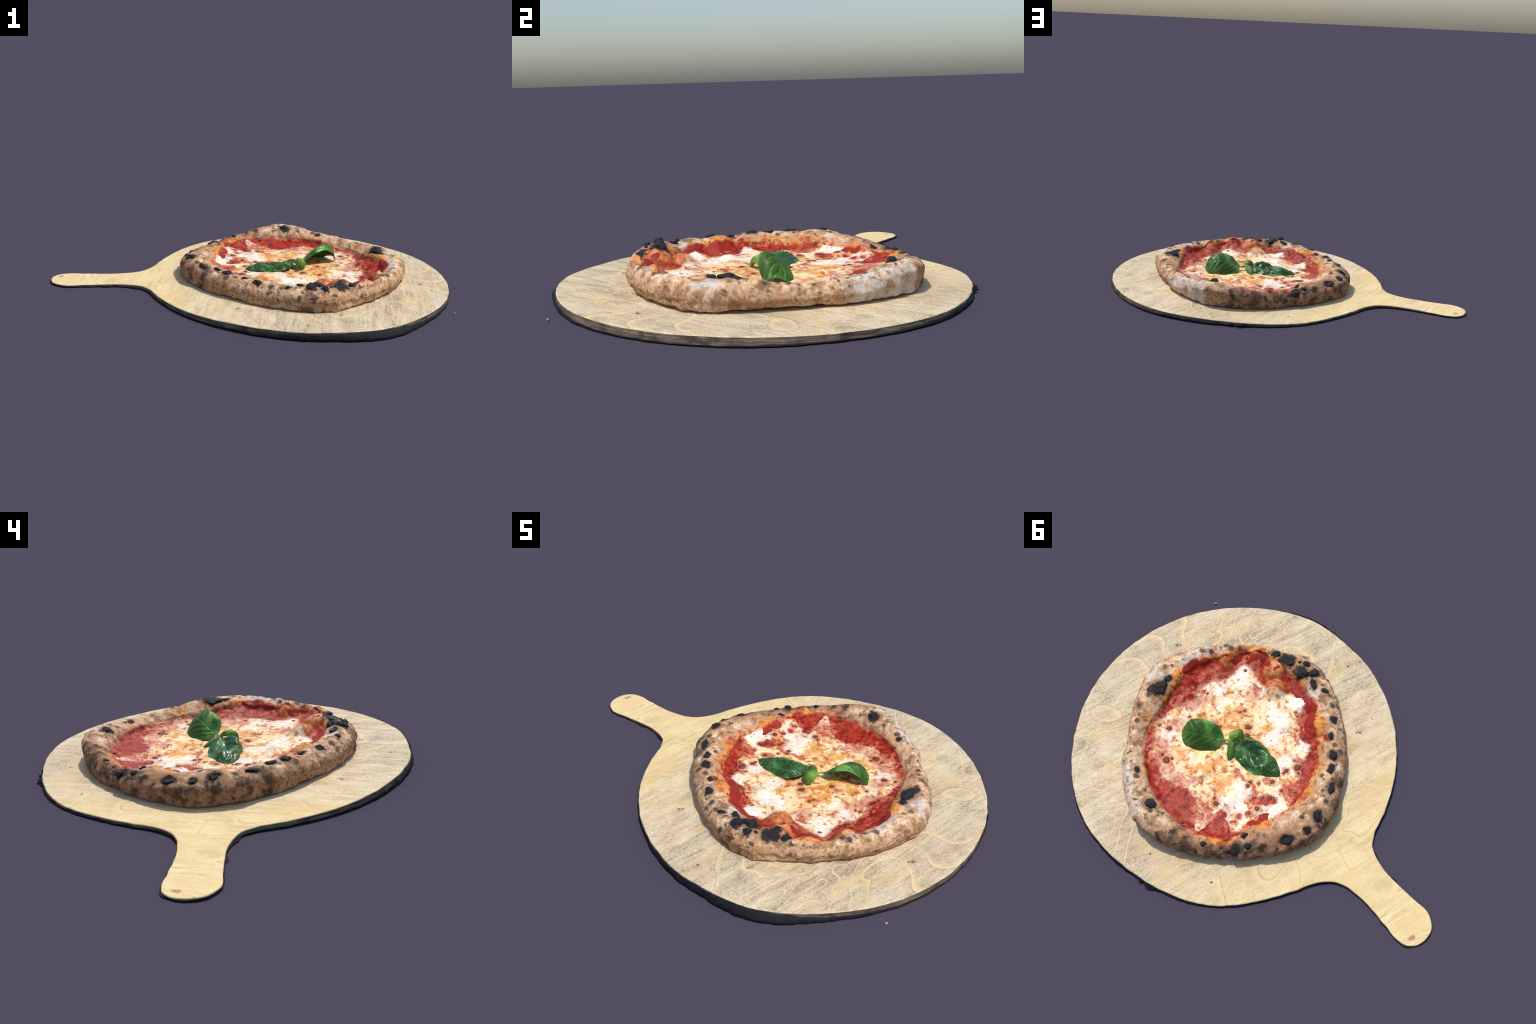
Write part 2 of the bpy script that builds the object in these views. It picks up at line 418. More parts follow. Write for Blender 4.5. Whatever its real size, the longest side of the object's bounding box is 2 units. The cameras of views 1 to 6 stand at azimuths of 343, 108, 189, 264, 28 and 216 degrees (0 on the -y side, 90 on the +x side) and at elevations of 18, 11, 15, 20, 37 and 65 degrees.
    fleck = N.step(N.m('ADD', c, N.m('MULTIPLY', N.m('SUBTRACT', b, .5), .5)), .565, .65)
    che = N.mix(N.m('MULTIPLY', fleck, .72), che, (.40, .085, .025))
    # sauce seeping up, most where the cheese is thin
    seepn = N.noise(9, 6, .64, vec=N.mapping(flat, (3, 1, 0), (0, 0, .5), (1, 1.7, 1)), dist=.5)
    seep = N.step(N.m('ADD', N.m('ADD', seepn, N.m('MULTIPLY', thin, .085)), N.m('MULTIPLY', N.m('SUBTRACT', c, .5), .35)), .548, .635)
    che = N.mix(N.m('MULTIPLY', N.m('MULTIPLY', seep, busy), .85), che, N.mix(N.step(e, .40, .60), (.32, .016, .008), (.58, .14, .07)))
    wash = N.spots([(.50, .24, .06), (.16, .41, .06), (.10, .40, .05), (.52, -.02, .05), (.46, -.09, .04), (.30, -.23, .05),
                    (.50, .10, .04), (.30, .33, .06), (.40, .31, .05)], b, 2.0)
    che = N.mix(N.m('MULTIPLY', N.step(wash, 1.1, .5), .75), che, N.mix(N.step(c, .40, .58), (.36, .024, .012), (.74, .34, .20)))
    rings = N.spots([(p, q, rr) for p, q, rr in BROWNED], c, 1.8)
    che = N.mix(N.m('MULTIPLY', N.step(rings, 1.7, .9), .75), che, (.50, .15, .030))
    col = N.mix(amount, red, che)
    return col, amount, b, c, e

def sauce_material():
    N = Nodes("tomato_sauce")
    col, amount, b, c, e = topping_colour(N)
    N.bump(N.m('ADD', N.m('ADD', b, N.m('MULTIPLY', c, .5)), N.m('MULTIPLY', e, .35)), .7, .006)
    return N.finish(col, N.m('ADD', .32, N.m('MULTIPLY', c, .3)), .22)

BROWNED = [(.496, -.212, .016), (.532, -.178, .013), (.419, -.315, .009), (.508, -.112, .008), (.488, -.109, .008), (.516, .144, .017),
    (.564, .159, .010), (.423, .279, .022), (.457, .267, .012), (.407, .256, .010), (.329, -.002, .014), (.224, -.083, .019),
    (.202, -.050, .016), (-.086, -.054, .022), (-.108, -.033, .011), (-.057, -.011, .015), (-.052, .006, .009), (.044, .132, .013),
    (.044, .153, .012), (.009, .114, .009), (-.039, .072, .014), (-.076, .144, .016), (-.050, .159, .012), (.104, .312, .017),
    (.125, .296, .010), (.164, .473, .011), (.088, -.356, .010), (.071, -.268, .008), (.088, -.280, .007), (.289, -.142, .011),
    (.301, -.123, .009), (-.066, .223, .016), (-.025, .332, .008), (-.097, .083, .010), (-.055, -.075, .008), (.477, .039, .009)]

def cheese_material():
    N = Nodes("melted_cheese")
    col, amount, b, c, e = topping_colour(N)
    N.bump(N.m('ADD', N.m('ADD', b, N.m('MULTIPLY', c, .5)), N.m('MULTIPLY', e, .2)), .45, .005)
    return N.finish(col, N.m('ADD', .32, N.m('MULTIPLY', c, .25)), .25)

def char_material():
    N = Nodes("charred_dough")
    b = N.noise(40, 4, .6)
    col = N.mix(b, (.005, .005, .006), (.022, .023, .028))
    N.bump(b, .5, .004)
    return N.finish(col, .42, .30)

def browned_material():
    N = Nodes("browned_cheese")
    b = N.noise(90, 4, .6)
    col = N.mix(N.step(b, .36, .62), (.050, .008, .008), (.25, .050, .020))
    N.bump(b, .4, .002)
    return N.finish(col, .35, .45)

def wood_material():
    N = Nodes("birch_plywood")
    ax = math.atan2(.93, .37)
    p = N.mapping(N.co, rot=(0, 0, -ax))          # x now runs along the fibres
    fib = N.noise(1, 4, .65, vec=N.mapping(p, scale=(14, 170, 20)))
    fib2 = N.noise(1, 4, .6, vec=N.mapping(p, scale=(3.5, 50, 10)))
    field = N.noise(1, 2, .42, vec=N.mapping(p, (.31, .2, 0), scale=(1.3, 2.6, 1)), dist=.6)
    fine = N.noise(120, 4, .7)
    blot = N.noise(4.6, 5, .62)
    blot2 = N.noise(15, 4, .55, vec=N.mapping(p, (2, 1, 0), scale=(.7, 1.1, 1)))
    hx = N.v('DOT_PRODUCT', N.co, (-.96, .25, 0))
    hy = N.m('ADD', hx, N.m('MULTIPLY', N.m('SUBTRACT', blot, .5), .5))
    yel = N.step(hy, -.05, .60)
    # tone: fibre streaks, speckle and grey blotches together
    tone = N.m('ADD', N.m('MULTIPLY', fib, .25), N.m('ADD', N.m('MULTIPLY', fine, .47), N.m('MULTIPLY', fib2, .28)))
    clean = N.m('MULTIPLY', yel, .045)
    tone = N.m('ADD', tone, N.m('ADD', clean, N.m('MULTIPLY', N.m('SUBTRACT', blot, .5), -.30)))
    tone = N.m('ADD', tone, N.m('MULTIPLY', N.m('SUBTRACT', blot2, .5), -.22))
    grey = N.ramp(tone, [(.34, (.225, .180, .125)), (.43, (.425, .340, .225)), (.50, (.570, .465, .310)), (.59, (.690, .580, .400)), (.70, (.790, .690, .510))])
    gold = N.ramp(tone, [(.30, (.330, .230, .110)), (.40, (.580, .430, .210)), (.49, (.715, .550, .275)), (.60, (.785, .620, .330)), (.72, (.840, .700, .420))])
    col = N.mix(yel, grey, gold)
    # growth rings: pale gold lines with a brown shade on one side
    ring = N.m('FRACT', N.m('ADD', N.m('MULTIPLY', field, 14), N.m('MULTIPLY', fine, .09)))
    line = N.m('MULTIPLY', N.step(ring, .76, .965), N.step(ring, 1.0, .985))
    shade = N.step(ring, .45, .80)
    col = N.mix(N.m('MULTIPLY', N.m('MULTIPLY', shade, N.step(blot2, .38, .60)), .22), col, (.36, .245, .14))
    col = N.mix(N.m('MULTIPLY', line, N.m('ADD', .30, N.m('MULTIPLY', N.step(blot, .38, .6), .42))), col, (.80, .610, .330))
    col = N.mix(N.m('MULTIPLY', N.step(ring, .045, .0), .45), col, (.26, .17, .10))
    honey = N.step(N.noise(3.1, 4, .6, vec=N.mapping(p, (7, 4, 0), scale=(1, 2, 1)), dist=.5), .54, .66)
    col = N.mix(N.m('MULTIPLY', honey, .45), col, (.70, .49, .22))
    # tiny dark pits
    pv, pc = N.voronoi(26)
    sp = N.t.nodes.new("ShaderNodeSeparateColor")
    N.t.links.new(pc, sp.inputs[0])
    pit = N.m('MULTIPLY', N.step(pv, .085, .03), N.step(sp.outputs[0], .80, .84))
    col = N.mix(N.m('MULTIPLY', pit, .7), col, (.09, .07, .055))
    # a few knots and nicks
    kn = N.spots([(-.205, -.396, .008), (-.192, -.388, .006), (.800, -.249, .010), (.785, -.26, .006), (.20, .665, .006), (-.1, .60, .006), (.05, -.66, .006)], fine, .9)
    col = N.mix(N.m('MULTIPLY', N.step(kn, 1.1, .6), .88), col, (.05, .04, .035))
    kw = N.spots([(-.200, -.414, .035), (.800, -.225, .04)], fine, .8)
    col = N.mix(N.m('MULTIPLY', N.step(kw, 1.2, .3), .40), col, (.38, .25, .15))
    hm = N.spots([(-.946, .268, .011), (-.940, .280, .009)], fine, .5)
    col = N.mix(N.m('MULTIPLY', N.step(hm, 1.2, .7), .8), col, (.38, .18, .075))
    N.bump(N.m('ADD', fib, N.m('MULTIPLY', fine, .4)), .22, .003)
    return N.finish(col, .68, .25)

def edge_material():
    N = Nodes("dark_ply_edge")
    band = N.noise(1, 4, .6, vec=N.mapping(N.co, scale=(9, 9, 240)))
    n = N.noise(12, 4, .6)
    col = N.mix(N.step(band, .35, .7), (.100, .076, .056), (.300, .230, .160))
    col = N.mix(N.m('MULTIPLY', N.step(n, .48, .62), .8), col, (.055, .046, .040))
    N.bump(band, .5, .004)
    return N.finish(col, .75, .25)

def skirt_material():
    N = Nodes("near_black_skirt")
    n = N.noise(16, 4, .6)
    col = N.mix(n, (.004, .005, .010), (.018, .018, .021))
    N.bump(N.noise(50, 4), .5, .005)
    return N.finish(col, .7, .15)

def leaf_material(name, dark, mid, light, gloss):
    N = Nodes(name)
    a = N.noise(13, 3, .5); b = N.noise(55, 4, .6)
    col = N.mix(N.step(a, .38, .66), dark, mid)
    col = N.mix(N.m('MULTIPLY', N.step(N.m('ADD', a, N.m('MULTIPLY', b, .3)), .66, .86), .8), col, light)
    geo = N.t.nodes.new("ShaderNodeNewGeometry")
    vein = N.step(geo.outputs["Pointiness"], .497, .478)
    col = N.mix(N.m('MULTIPLY', vein, .35), col, light)
    N.bump(b, .30, .003)
    N.finish(col, gloss, .4)
    tr = N.t.nodes.new("ShaderNodeBsdfTranslucent")
    N.t.links.new(col, tr.inputs["Color"])
    mx = N.t.nodes.new("ShaderNodeMixShader")
    mx.inputs[0].default_value = .18
    N.t.links.new(N.bsdf.outputs[0], mx.inputs[1])
    N.t.links.new(tr.outputs[0], mx.inputs[2])
    N.t.links.new(mx.outputs[0], N.out.inputs["Surface"])
    return N.mat

M_CRUST = crust_material(); M_SAUCE = sauce_material(); M_CHEESE = cheese_material(); M_CHAR = char_material()
M_BROWN = browned_material(); M_WOOD = wood_material(); M_EDGE = edge_material(); M_SKIRT = skirt_material()
M_LEAF = leaf_material("basil_green", (.040, .105, .012), (.075, .235, .034), (.200, .420, .090), .42)
M_WILT = leaf_material("basil_wilted", (.020, .070, .014), (.045, .160, .042), (.150, .330, .110), .30)
M_BUD = leaf_material("basil_young", (.075, .170, .012), (.155, .300, .025), (.28, .45, .08), .36)

# ===================================================================== BOARD
def empty(name, loc, label, category):
    e = bpy.data.objects.new(name, None)
    e.location = loc
    e.empty_display_size = .1
    bpy.context.scene.collection.objects.link(e)
    e["label"] = label
    e["category"] = category
    return e

peel = empty("wooden_peel", (BOARD_C[0], BOARD_C[1], 0), "round plywood pizza peel with short rounded handle and dark edge", "pizza peel")

def smooth_closed(pts, n):
    P = np.array(pts, float)
    seg = np.linalg.norm(np.diff(np.vstack([P, P[:1]]), axis=0), axis=1)
    s = np.concatenate([[0], np.cumsum(seg)])
    out = []
    m = len(P)
    for t in np.linspace(0, s[-1], n, endpoint=False):
        i = min(np.searchsorted(s, t, side='right') - 1, m - 1)
        f = (t - s[i]) / seg[i]
        p0, p1, p2, p3 = P[i - 1], P[i], P[(i + 1) % m], P[(i + 2) % m]
        out.append(.5 * ((2 * p1) + (-p0 + p2) * f + (2 * p0 - 5 * p1 + 4 * p2 - p3) * f ** 2 + (-p0 + 3 * p1 - 3 * p2 + p3) * f ** 3))
    return np.array(out)

# blade outline: nearly a circle, handle outline by control points
blade_r = periodic([(0, .764), (13, .765), (32, .767), (46, .775), (60, .781), (68, .783), (82, .773), (92, .769), (105, .775), (118, .783),
    (127, .774), (138, .760), (148, .757), (155, .764), (200, .764), (206, .758), (220, .757), (240, .763), (250, .771), (262, .771), (275, .785),
    (285, .786), (296, .775), (310, .771), (330, .766), (345, .764)])
outline = []
for a in np.arange(-156, 149, 4.0):
    r = float(blade_r(a % 360))
    outline.append((BOARD_C[0] + r * math.cos(math.radians(a)), BOARD_C[1] + r * math.sin(math.radians(a))))
outline += [(-0.462, 0.335), (-0.51, 0.286), (-0.57, 0.258), (-0.635, 0.259), (-0.7, 0.266), (-0.768, 0.281), (-0.828, 0.299), (-0.885, 0.315), (-0.938, 0.315), (-0.975, 0.293), (-0.997, 0.249), (-0.995, 0.196), (-0.97, 0.158), (-0.925, 0.132), (-0.853, 0.123), (-0.765, 0.111), (-0.68, 0.092), (-0.615, 0.064), (-0.57, 0.028), (-0.545, -0.027), (-0.532, -0.092), (-0.515, -0.172)]
OUT = smooth_closed(outline, 760)
jit = np.c_[vnoise(np.c_[OUT, np.zeros(len(OUT))], 30, 5), vnoise(np.c_[OUT, np.zeros(len(OUT))], 30, 6)]
OUT = OUT + jit * .0018
tan = np.roll(OUT, -1, 0) - np.roll(OUT, 1, 0)
NRM = np.c_[tan[:, 1], -tan[:, 0]] / np.linalg.norm(tan, axis=1)[:, None]      # points outwards

INSET = OUT - NRM * .004
step = .012
gx, gy = np.meshgrid(np.arange(-1.02, 1.02, step), np.arange(-.82, .82, step))
G = np.c_[gx.ravel(), gy.ravel()]
def inside(P, poly):
    x, y = P[:, 0], P[:, 1]
    c = np.zeros(len(P), bool)
    a, b = poly, np.roll(poly, -1, 0)
    for (x1, y1), (x2, y2) in zip(a, b):
        if y1 != y2:
            c ^= ((y1 > y) != (y2 > y)) & (x < (x2 - x1) * (y - y1) / (y2 - y1) + x1)
    return c
G = G[inside(G, OUT - NRM * .011)]
pts = [Vector(p) for p in INSET] + [Vector(p) for p in G]
n = len(INSET)
res = delaunay_2d_cdt(pts, [(i, (i + 1) % n) for i in range(n)], [], 1, 1e-6)
V2 = np.array([tuple(v) for v in res[0]])
F = [tuple(f) for f in res[2]]
ztop = board_top(V2[:, 0], V2[:, 1])
P3 = np.c_[V2, ztop]
P3[:, 2] += .0009 * fbm(np.c_[V2, np.zeros(len(V2))], 5, 3, 3)
def top_normals(P):
    e = 1e-3
    zx = (board_top(P[:, 0] + e, P[:, 1]) - board_top(P[:, 0] - e, P[:, 1])) / (2 * e)
    zy = (board_top(P[:, 0], P[:, 1] + e) - board_top(P[:, 0], P[:, 1] - e)) / (2 * e)
    nn = np.c_[-zx, -zy, np.ones(len(P))]
    return nn / np.linalg.norm(nn, axis=1)[:, None]
def sub_part(name, keep, mat):
    idx = sorted({i for f in keep for i in f})
    m = {i: k for k, i in enumerate(idx)}
    ob = new_mesh_object(name, P3[idx], [[m[i] for i in f] for f in keep], mat, peel)
    ob.data.normals_split_custom_set_from_vertices([tuple(x) for x in top_normals(P3[idx])])
    return ob
cent = np.array([V2[list(f)].mean(0) for f in F])
isH = cent[:, 0] < -.585
sub_part("blade", [f for f, h in zip(F, isH) if not h], M_WOOD)
sub_part("handle", [f for f, h in zip(F, isH) if h], M_WOOD)

# rounded arris, ply edge and underside
zt = board_top(INSET[:, 0], INSET[:, 1]) + .0009 * fbm(np.c_[INSET, np.zeros(n)], 5, 3, 3)
ztn = zt - .0032
rag = .0012 * vnoise(np.c_[OUT, np.zeros(n)], 60, 9)
rings = [np.c_[INSET, zt], np.c_[OUT - NRM * .0012, zt - .0010], np.c_[OUT, ztn]]
lo = .0015
for k in (.25, .5, .75, 1.0):
    rr = OUT + NRM * (rag * (1 if k < 1 else .2) + .0016 * vnoise(np.c_[OUT, np.full(n, k)], 35, int(k * 8)))[:, None]
    rings.append(np.c_[rr, ztn * (1 - k) + lo * k])
RV = np.stack(rings, 1)                                 # n, levels, 3
arr = RV[:, :3].reshape(-1, 3)
fa = grid_faces(n, 3, True)
new_mesh_object("rounded_edge", arr, fa[:, ::-1], M_WOOD, peel)
low = RV[:, 2:].reshape(-1, 3)
fl = grid_faces(n, RV.shape[1] - 2, True)
sc = new_mesh_object("ply_side", low, fl[:, ::-1], M_EDGE, peel)
bot = np.c_[V2, np.full(len(V2), lo)]
new_mesh_object("underside", bot, [f[::-1] for f in F], M_EDGE, peel)

# ragged near-black skirt around the foot of the board
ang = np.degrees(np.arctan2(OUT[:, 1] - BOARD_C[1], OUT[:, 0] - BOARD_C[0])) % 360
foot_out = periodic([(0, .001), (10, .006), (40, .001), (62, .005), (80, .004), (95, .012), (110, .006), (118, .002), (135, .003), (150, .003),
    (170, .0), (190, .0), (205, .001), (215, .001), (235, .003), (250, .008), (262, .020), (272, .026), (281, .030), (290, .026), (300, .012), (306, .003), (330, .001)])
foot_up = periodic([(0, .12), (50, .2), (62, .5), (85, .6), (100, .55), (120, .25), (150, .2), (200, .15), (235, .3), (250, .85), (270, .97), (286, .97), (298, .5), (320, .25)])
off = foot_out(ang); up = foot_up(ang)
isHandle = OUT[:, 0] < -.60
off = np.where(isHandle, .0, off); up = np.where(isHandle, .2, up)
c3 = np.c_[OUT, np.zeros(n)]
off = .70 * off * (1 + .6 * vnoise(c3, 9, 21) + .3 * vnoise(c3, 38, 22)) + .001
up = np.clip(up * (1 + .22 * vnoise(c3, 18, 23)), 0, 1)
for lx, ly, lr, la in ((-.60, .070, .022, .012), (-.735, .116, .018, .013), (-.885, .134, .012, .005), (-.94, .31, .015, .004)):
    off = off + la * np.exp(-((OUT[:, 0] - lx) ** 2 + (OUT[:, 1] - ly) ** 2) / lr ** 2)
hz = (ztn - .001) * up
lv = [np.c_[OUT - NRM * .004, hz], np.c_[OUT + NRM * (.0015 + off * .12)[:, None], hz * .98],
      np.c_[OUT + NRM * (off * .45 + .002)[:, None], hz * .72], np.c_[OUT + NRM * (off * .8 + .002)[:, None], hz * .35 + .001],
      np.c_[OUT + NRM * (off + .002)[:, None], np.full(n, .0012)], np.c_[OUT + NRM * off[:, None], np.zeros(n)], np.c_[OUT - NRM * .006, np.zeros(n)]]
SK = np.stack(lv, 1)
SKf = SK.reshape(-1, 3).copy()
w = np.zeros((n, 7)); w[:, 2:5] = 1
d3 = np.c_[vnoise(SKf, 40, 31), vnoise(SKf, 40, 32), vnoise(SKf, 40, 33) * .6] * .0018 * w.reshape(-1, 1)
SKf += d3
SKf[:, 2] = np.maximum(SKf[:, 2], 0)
new_mesh_object("dark_foot", SKf, grid_faces(n, 7, True)[:, ::-1], M_SKIRT, peel)

# small near-black scraps along the foot, larger ones under the side away from the sun
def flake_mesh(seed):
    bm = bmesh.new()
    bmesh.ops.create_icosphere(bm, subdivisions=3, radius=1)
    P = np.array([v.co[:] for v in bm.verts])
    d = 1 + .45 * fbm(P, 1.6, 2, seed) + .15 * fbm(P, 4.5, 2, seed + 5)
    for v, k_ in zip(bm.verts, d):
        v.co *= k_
    me = bpy.data.meshes.new("dark_scrap")
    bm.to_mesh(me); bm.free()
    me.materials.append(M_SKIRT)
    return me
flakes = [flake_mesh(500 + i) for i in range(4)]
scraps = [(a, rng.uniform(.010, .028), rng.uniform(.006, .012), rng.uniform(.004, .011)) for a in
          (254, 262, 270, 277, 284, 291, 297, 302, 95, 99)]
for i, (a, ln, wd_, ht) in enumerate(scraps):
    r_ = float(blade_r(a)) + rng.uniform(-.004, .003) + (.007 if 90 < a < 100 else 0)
    ob = bpy.data.objects.new("dark_scrap", flakes[i % 4])
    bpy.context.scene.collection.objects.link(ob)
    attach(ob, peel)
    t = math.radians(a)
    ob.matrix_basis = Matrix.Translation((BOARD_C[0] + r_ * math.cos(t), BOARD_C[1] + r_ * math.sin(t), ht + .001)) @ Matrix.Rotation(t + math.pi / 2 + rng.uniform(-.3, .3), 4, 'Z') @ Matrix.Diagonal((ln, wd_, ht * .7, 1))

# ===================================================================== PIZZA
zb0 = float(board_top(PC[0], PC[1]))
pizza = empty("pizza", (PC[0], PC[1], zb0), "baked round pizza with charred puffy crust, tomato, mozzarella and basil", "pizza")

NT, NS = 960, 120
th = np.linspace(0, 360, NT, endpoint=False)
Ro, Ri, Hc = crust_outer(th), crust_lip(th), crust_crest(th)
cx, cy = np.cos(np.radians(th)), np.sin(np.radians(th))
wd = Ro - Ri
zbo = board_top(PC[0] + cx * (Ro - .02), PC[1] + cy * (Ro - .02))
fl = floor_z(PC[0] + cx * Ri, PC[1] + cy * Ri)
kf = np.exp(-(((th - 82) / 15) ** 2))                  # upturned knob on one corner
tuck = .012 + .026 * np.clip(np.cos(np.radians(th - 5)), 0, 1) ** .7
lift = .004 * np.clip(np.cos(np.radians(th - 0)), 0, 1)
cth = np.c_[np.cos(np.radians(th)), np.sin(np.radians(th)), th * 0]
Hc = Hc + .0045 * fbm(cth, 5.5, 2, 401)
Ri = Ri + .008 * fbm(cth, 6.5, 2, 402)
Ro = Ro + .004 * fbm(cth, 7.5, 2, 403)
hh = Hc - zbo
prof = [(Ri - .06, zbo + .012), (Ro - tuck - .05, zbo + .0015), (Ro - tuck, zbo + .003 + lift), (Ro - tuck * .30, zbo + .014), (Ro - .003, zbo + hh * .30),
        (Ro + .003, zbo + hh * .50), (Ro - .010 + .016 * kf, zbo + hh * (.74 + .02 * kf)), (Ro - (.26 - .10 * kf) * wd, zbo + hh * (.93 + .03 * kf)), (Ri + (.52 + .10 * kf) * wd, Hc), (Ri + .25 * wd, Hc - .009 - hh * .03),
        (Ri + .07 * wd, fl + (Hc - fl) * .48), (Ri - .004, fl + .006), (Ri - .04, fl - .008), (Ri - .09, fl - .022)]
PR = np.stack([np.stack([np.broadcast_to(a, th.shape), np.broadcast_to(b, th.shape)], -1) for a, b in prof], 1)   # NT,k,2
k = PR.shape[1]
seg = np.linalg.norm(np.diff(PR.mean(0), axis=0), axis=1)
cum = np.concatenate([[0], np.cumsum(seg)]); cum /= cum[-1]
rows = []
for t in np.linspace(0, 1, NS):
    i = min(int(np.searchsorted(cum, t, side='right') - 1), k - 2)
    f = (t - cum[i]) / (cum[i + 1] - cum[i])
    p0, p1, p2, p3 = PR[:, max(i - 1, 0)], PR[:, i], PR[:, i + 1], PR[:, min(i + 2, k - 1)]
    rows.append(.5 * ((2 * p1) + (-p0 + p2) * f + (2 * p0 - 5 * p1 + 4 * p2 - p3) * f ** 2 + (-p0 + 3 * p1 - 3 * p2 + p3) * f ** 3))
S = np.stack(rows, 1)
X = PC[0] + cx[:, None] * S[..., 0]; Y = PC[1] + cy[:, None] * S[..., 0]; Z = S[..., 1]
V = np.stack([X, Y, Z], -1)
du = np.roll(V, -1, 0) - np.roll(V, 1, 0)
dv = np.gradient(V, axis=1)
nv = np.cross(du, dv); nv /= np.linalg.norm(nv, axis=-1, keepdims=True) + 1e-12
Vf = V.reshape(-1, 3); nf = nv.reshape(-1, 3)
if (nf * np.array([0, 0, 1])).sum(1).reshape(NT, NS)[:, int(.6 * NS)].mean() < 0:
    nf = -nf; flip = True
else:
    flip = False
sarr = np.tile(np.linspace(0, 1, NS), NT)
expo = sstep(.24, .36, sarr) * (1 - sstep(.86, .95, sarr))
disp = .0065 * fbm(Vf, 10, 2, 41) + .0034 * fbm(Vf, 26, 2, 51) + .0014 * fbm(Vf, 75, 2, 61)
Vf = Vf + nf * (disp * expo)[:, None]
# dough bubbles: raise the surface there so that each dome reaches its height
flat_tree = BVHTree.FromPolygons([tuple(v) for v in Vf], [tuple(int(i) for i in f) for f in grid_faces(NT, NS, True)])
for i, (bx, by, r, top) in enumerate(DOUGH_BUBBLES):
    hit = flat_tree.ray_cast(Vector((bx, by, .5)), Vector((0, 0, -1)))[0]
    base = max(hit.z if hit else 0, float(floor_z(bx, by)))
    BUBBLE_AMP[i] = max(top - base, .006)
Vf[:, 2] += bubble_height(Vf[:, 0], Vf[:, 1]) * sstep(.60, .70, sarr)
# irregular lower seam, kept above the board
lowz = board_top(Vf[:, 0], Vf[:, 1]) + .0012
Vf[:, 2] = np.maximum(Vf[:, 2], lowz)
fc = grid_faces(NT, NS, True)
if flip:
    fc = fc[:, ::-1]
crust = new_mesh_object("crust", Vf, fc, M_CRUST, pizza)
bvh = BVHTree.FromPolygons([tuple(v) for v in Vf], [tuple(int(i) for i in f) for f in fc])

# underside disc of dough, closing the crust from below
rr = np.array([0.02, .12, .24, .34])
ring = []
NB = 180
tb = np.linspace(0, TAU, NB, endpoint=False)
rb = np.stack([np.full(NB, .001), np.full(NB, .2), crust_lip(np.degrees(tb)) - .05], 1)
bx = PC[0] + np.cos(tb)[:, None] * rb; by = PC[1] + np.sin(tb)[:, None] * rb
bz = board_top(bx, by) + .0125
new_mesh_object("dough_base", np.stack([bx, by, bz], -1).reshape(-1, 3), grid_faces(NB, 3, True), M_CRUST, pizza)

# ---- sauce: one heightfield disc reaching up the inner wall
def sauce_z(x, y):
    P = np.c_[np.ravel(x), np.ravel(y), np.zeros(np.size(x))]
    d = P[:, :2] - PC
    a = np.degrees(np.arctan2(d[:, 1], d[:, 0])) % 360
    r = np.hypot(d[:, 0], d[:, 1])
    q = r - crust_lip(a)
    z = floor_z(P[:, 0], P[:, 1]) + .0026 * fbm(P, 13, 2, 71) + .0013 * fbm(P, 45, 3, 81)
    z = z + .40 * np.clip(q + .035, 0, .08) * sstep(-.04, .01, q)
    z = z + bubble_height(P[:, 0], P[:, 1]) * .92
    return z.reshape(np.shape(x))
NA, NR = 640, 190
ta = np.linspace(0, 360, NA, endpoint=False)
q = np.linspace(0.002, 1, NR) ** .85
R = (crust_lip(ta) + .006)[:, None] * q[None, :]
R = R + (.004 * vnoise(np.c_[np.cos(np.radians(ta)) * 9, np.sin(np.radians(ta)) * 9, ta * 0], 2, 91))[:, None] * sstep(.8, 1, q)[None, :]
sx = PC[0] + np.cos(np.radians(ta))[:, None] * R; sy = PC[1] + np.sin(np.radians(ta))[:, None] * R
sz = sauce_z(sx, sy)
# towards its border the sauce clings to the crust instead of standing off it
for i in range(NA):
    for j in range(int(NR * .80), NR):
        hit = bvh.ray_cast(Vector((sx[i, j], sy[i, j], .5)), Vector((0, 0, -1)))[0]
        if hit is not None:
            k = (j / (NR - 1) - .80) / .20
            w_ = min(max((k - .35) / .5, 0), 1)
            cling = hit.z + .0022 * (1 - k) - .002 * max(k - .9, 0) * 10
            if sz[i, j] > cling:
                sz[i, j] = sz[i, j] * (1 - w_) + cling * w_
new_mesh_object("tomato_sauce", np.stack([sx, sy, sz], -1).reshape(-1, 3), grid_faces(NA, NR, True)[:, ::-1][:, ::-1], M_SAUCE, pizza)

# ---- melted cheese: a raised sheet with a lobed, ragged border
CP = smooth_closed(CHEESE, 240)
h = .0028
gx, gy = np.meshgrid(np.arange(-.24, .66, h), np.arange(-.43, .53, h), indexing='ij')
GP = np.c_[gx.ravel(), gy.ravel()]
ins = inside(GP, CP)
dist = np.full(len(GP), 9.0)
for a, b in zip(CP, np.roll(CP, -1, 0)):
    e = b - a
    t = np.clip(((GP - a) @ e) / (e @ e), 0, 1)
    dist = np.minimum(dist, np.hypot(*(GP - a - t[:, None] * e).T))
sd = np.where(ins, dist, -dist)
g3 = np.c_[GP, np.zeros(len(GP))]
sd = sd + .009 * fbm(g3, 22, 2, 101) + .006 * fbm(g3, 70, 2, 111)
thick = .0042 * sstep(-.004, .022, sd) + .0015 * sstep(.01, .08, sd) - .0022
rip = .0010 * fbm(g3, 34, 3, 121) + .0012 * fbm(g3, 11, 2, 131)
cz = sauce_z(gx, gy).ravel() * 1.0 + thick + rip * sstep(-.004, .02, sd) - .008 * sstep(-.002, -.014, sd)
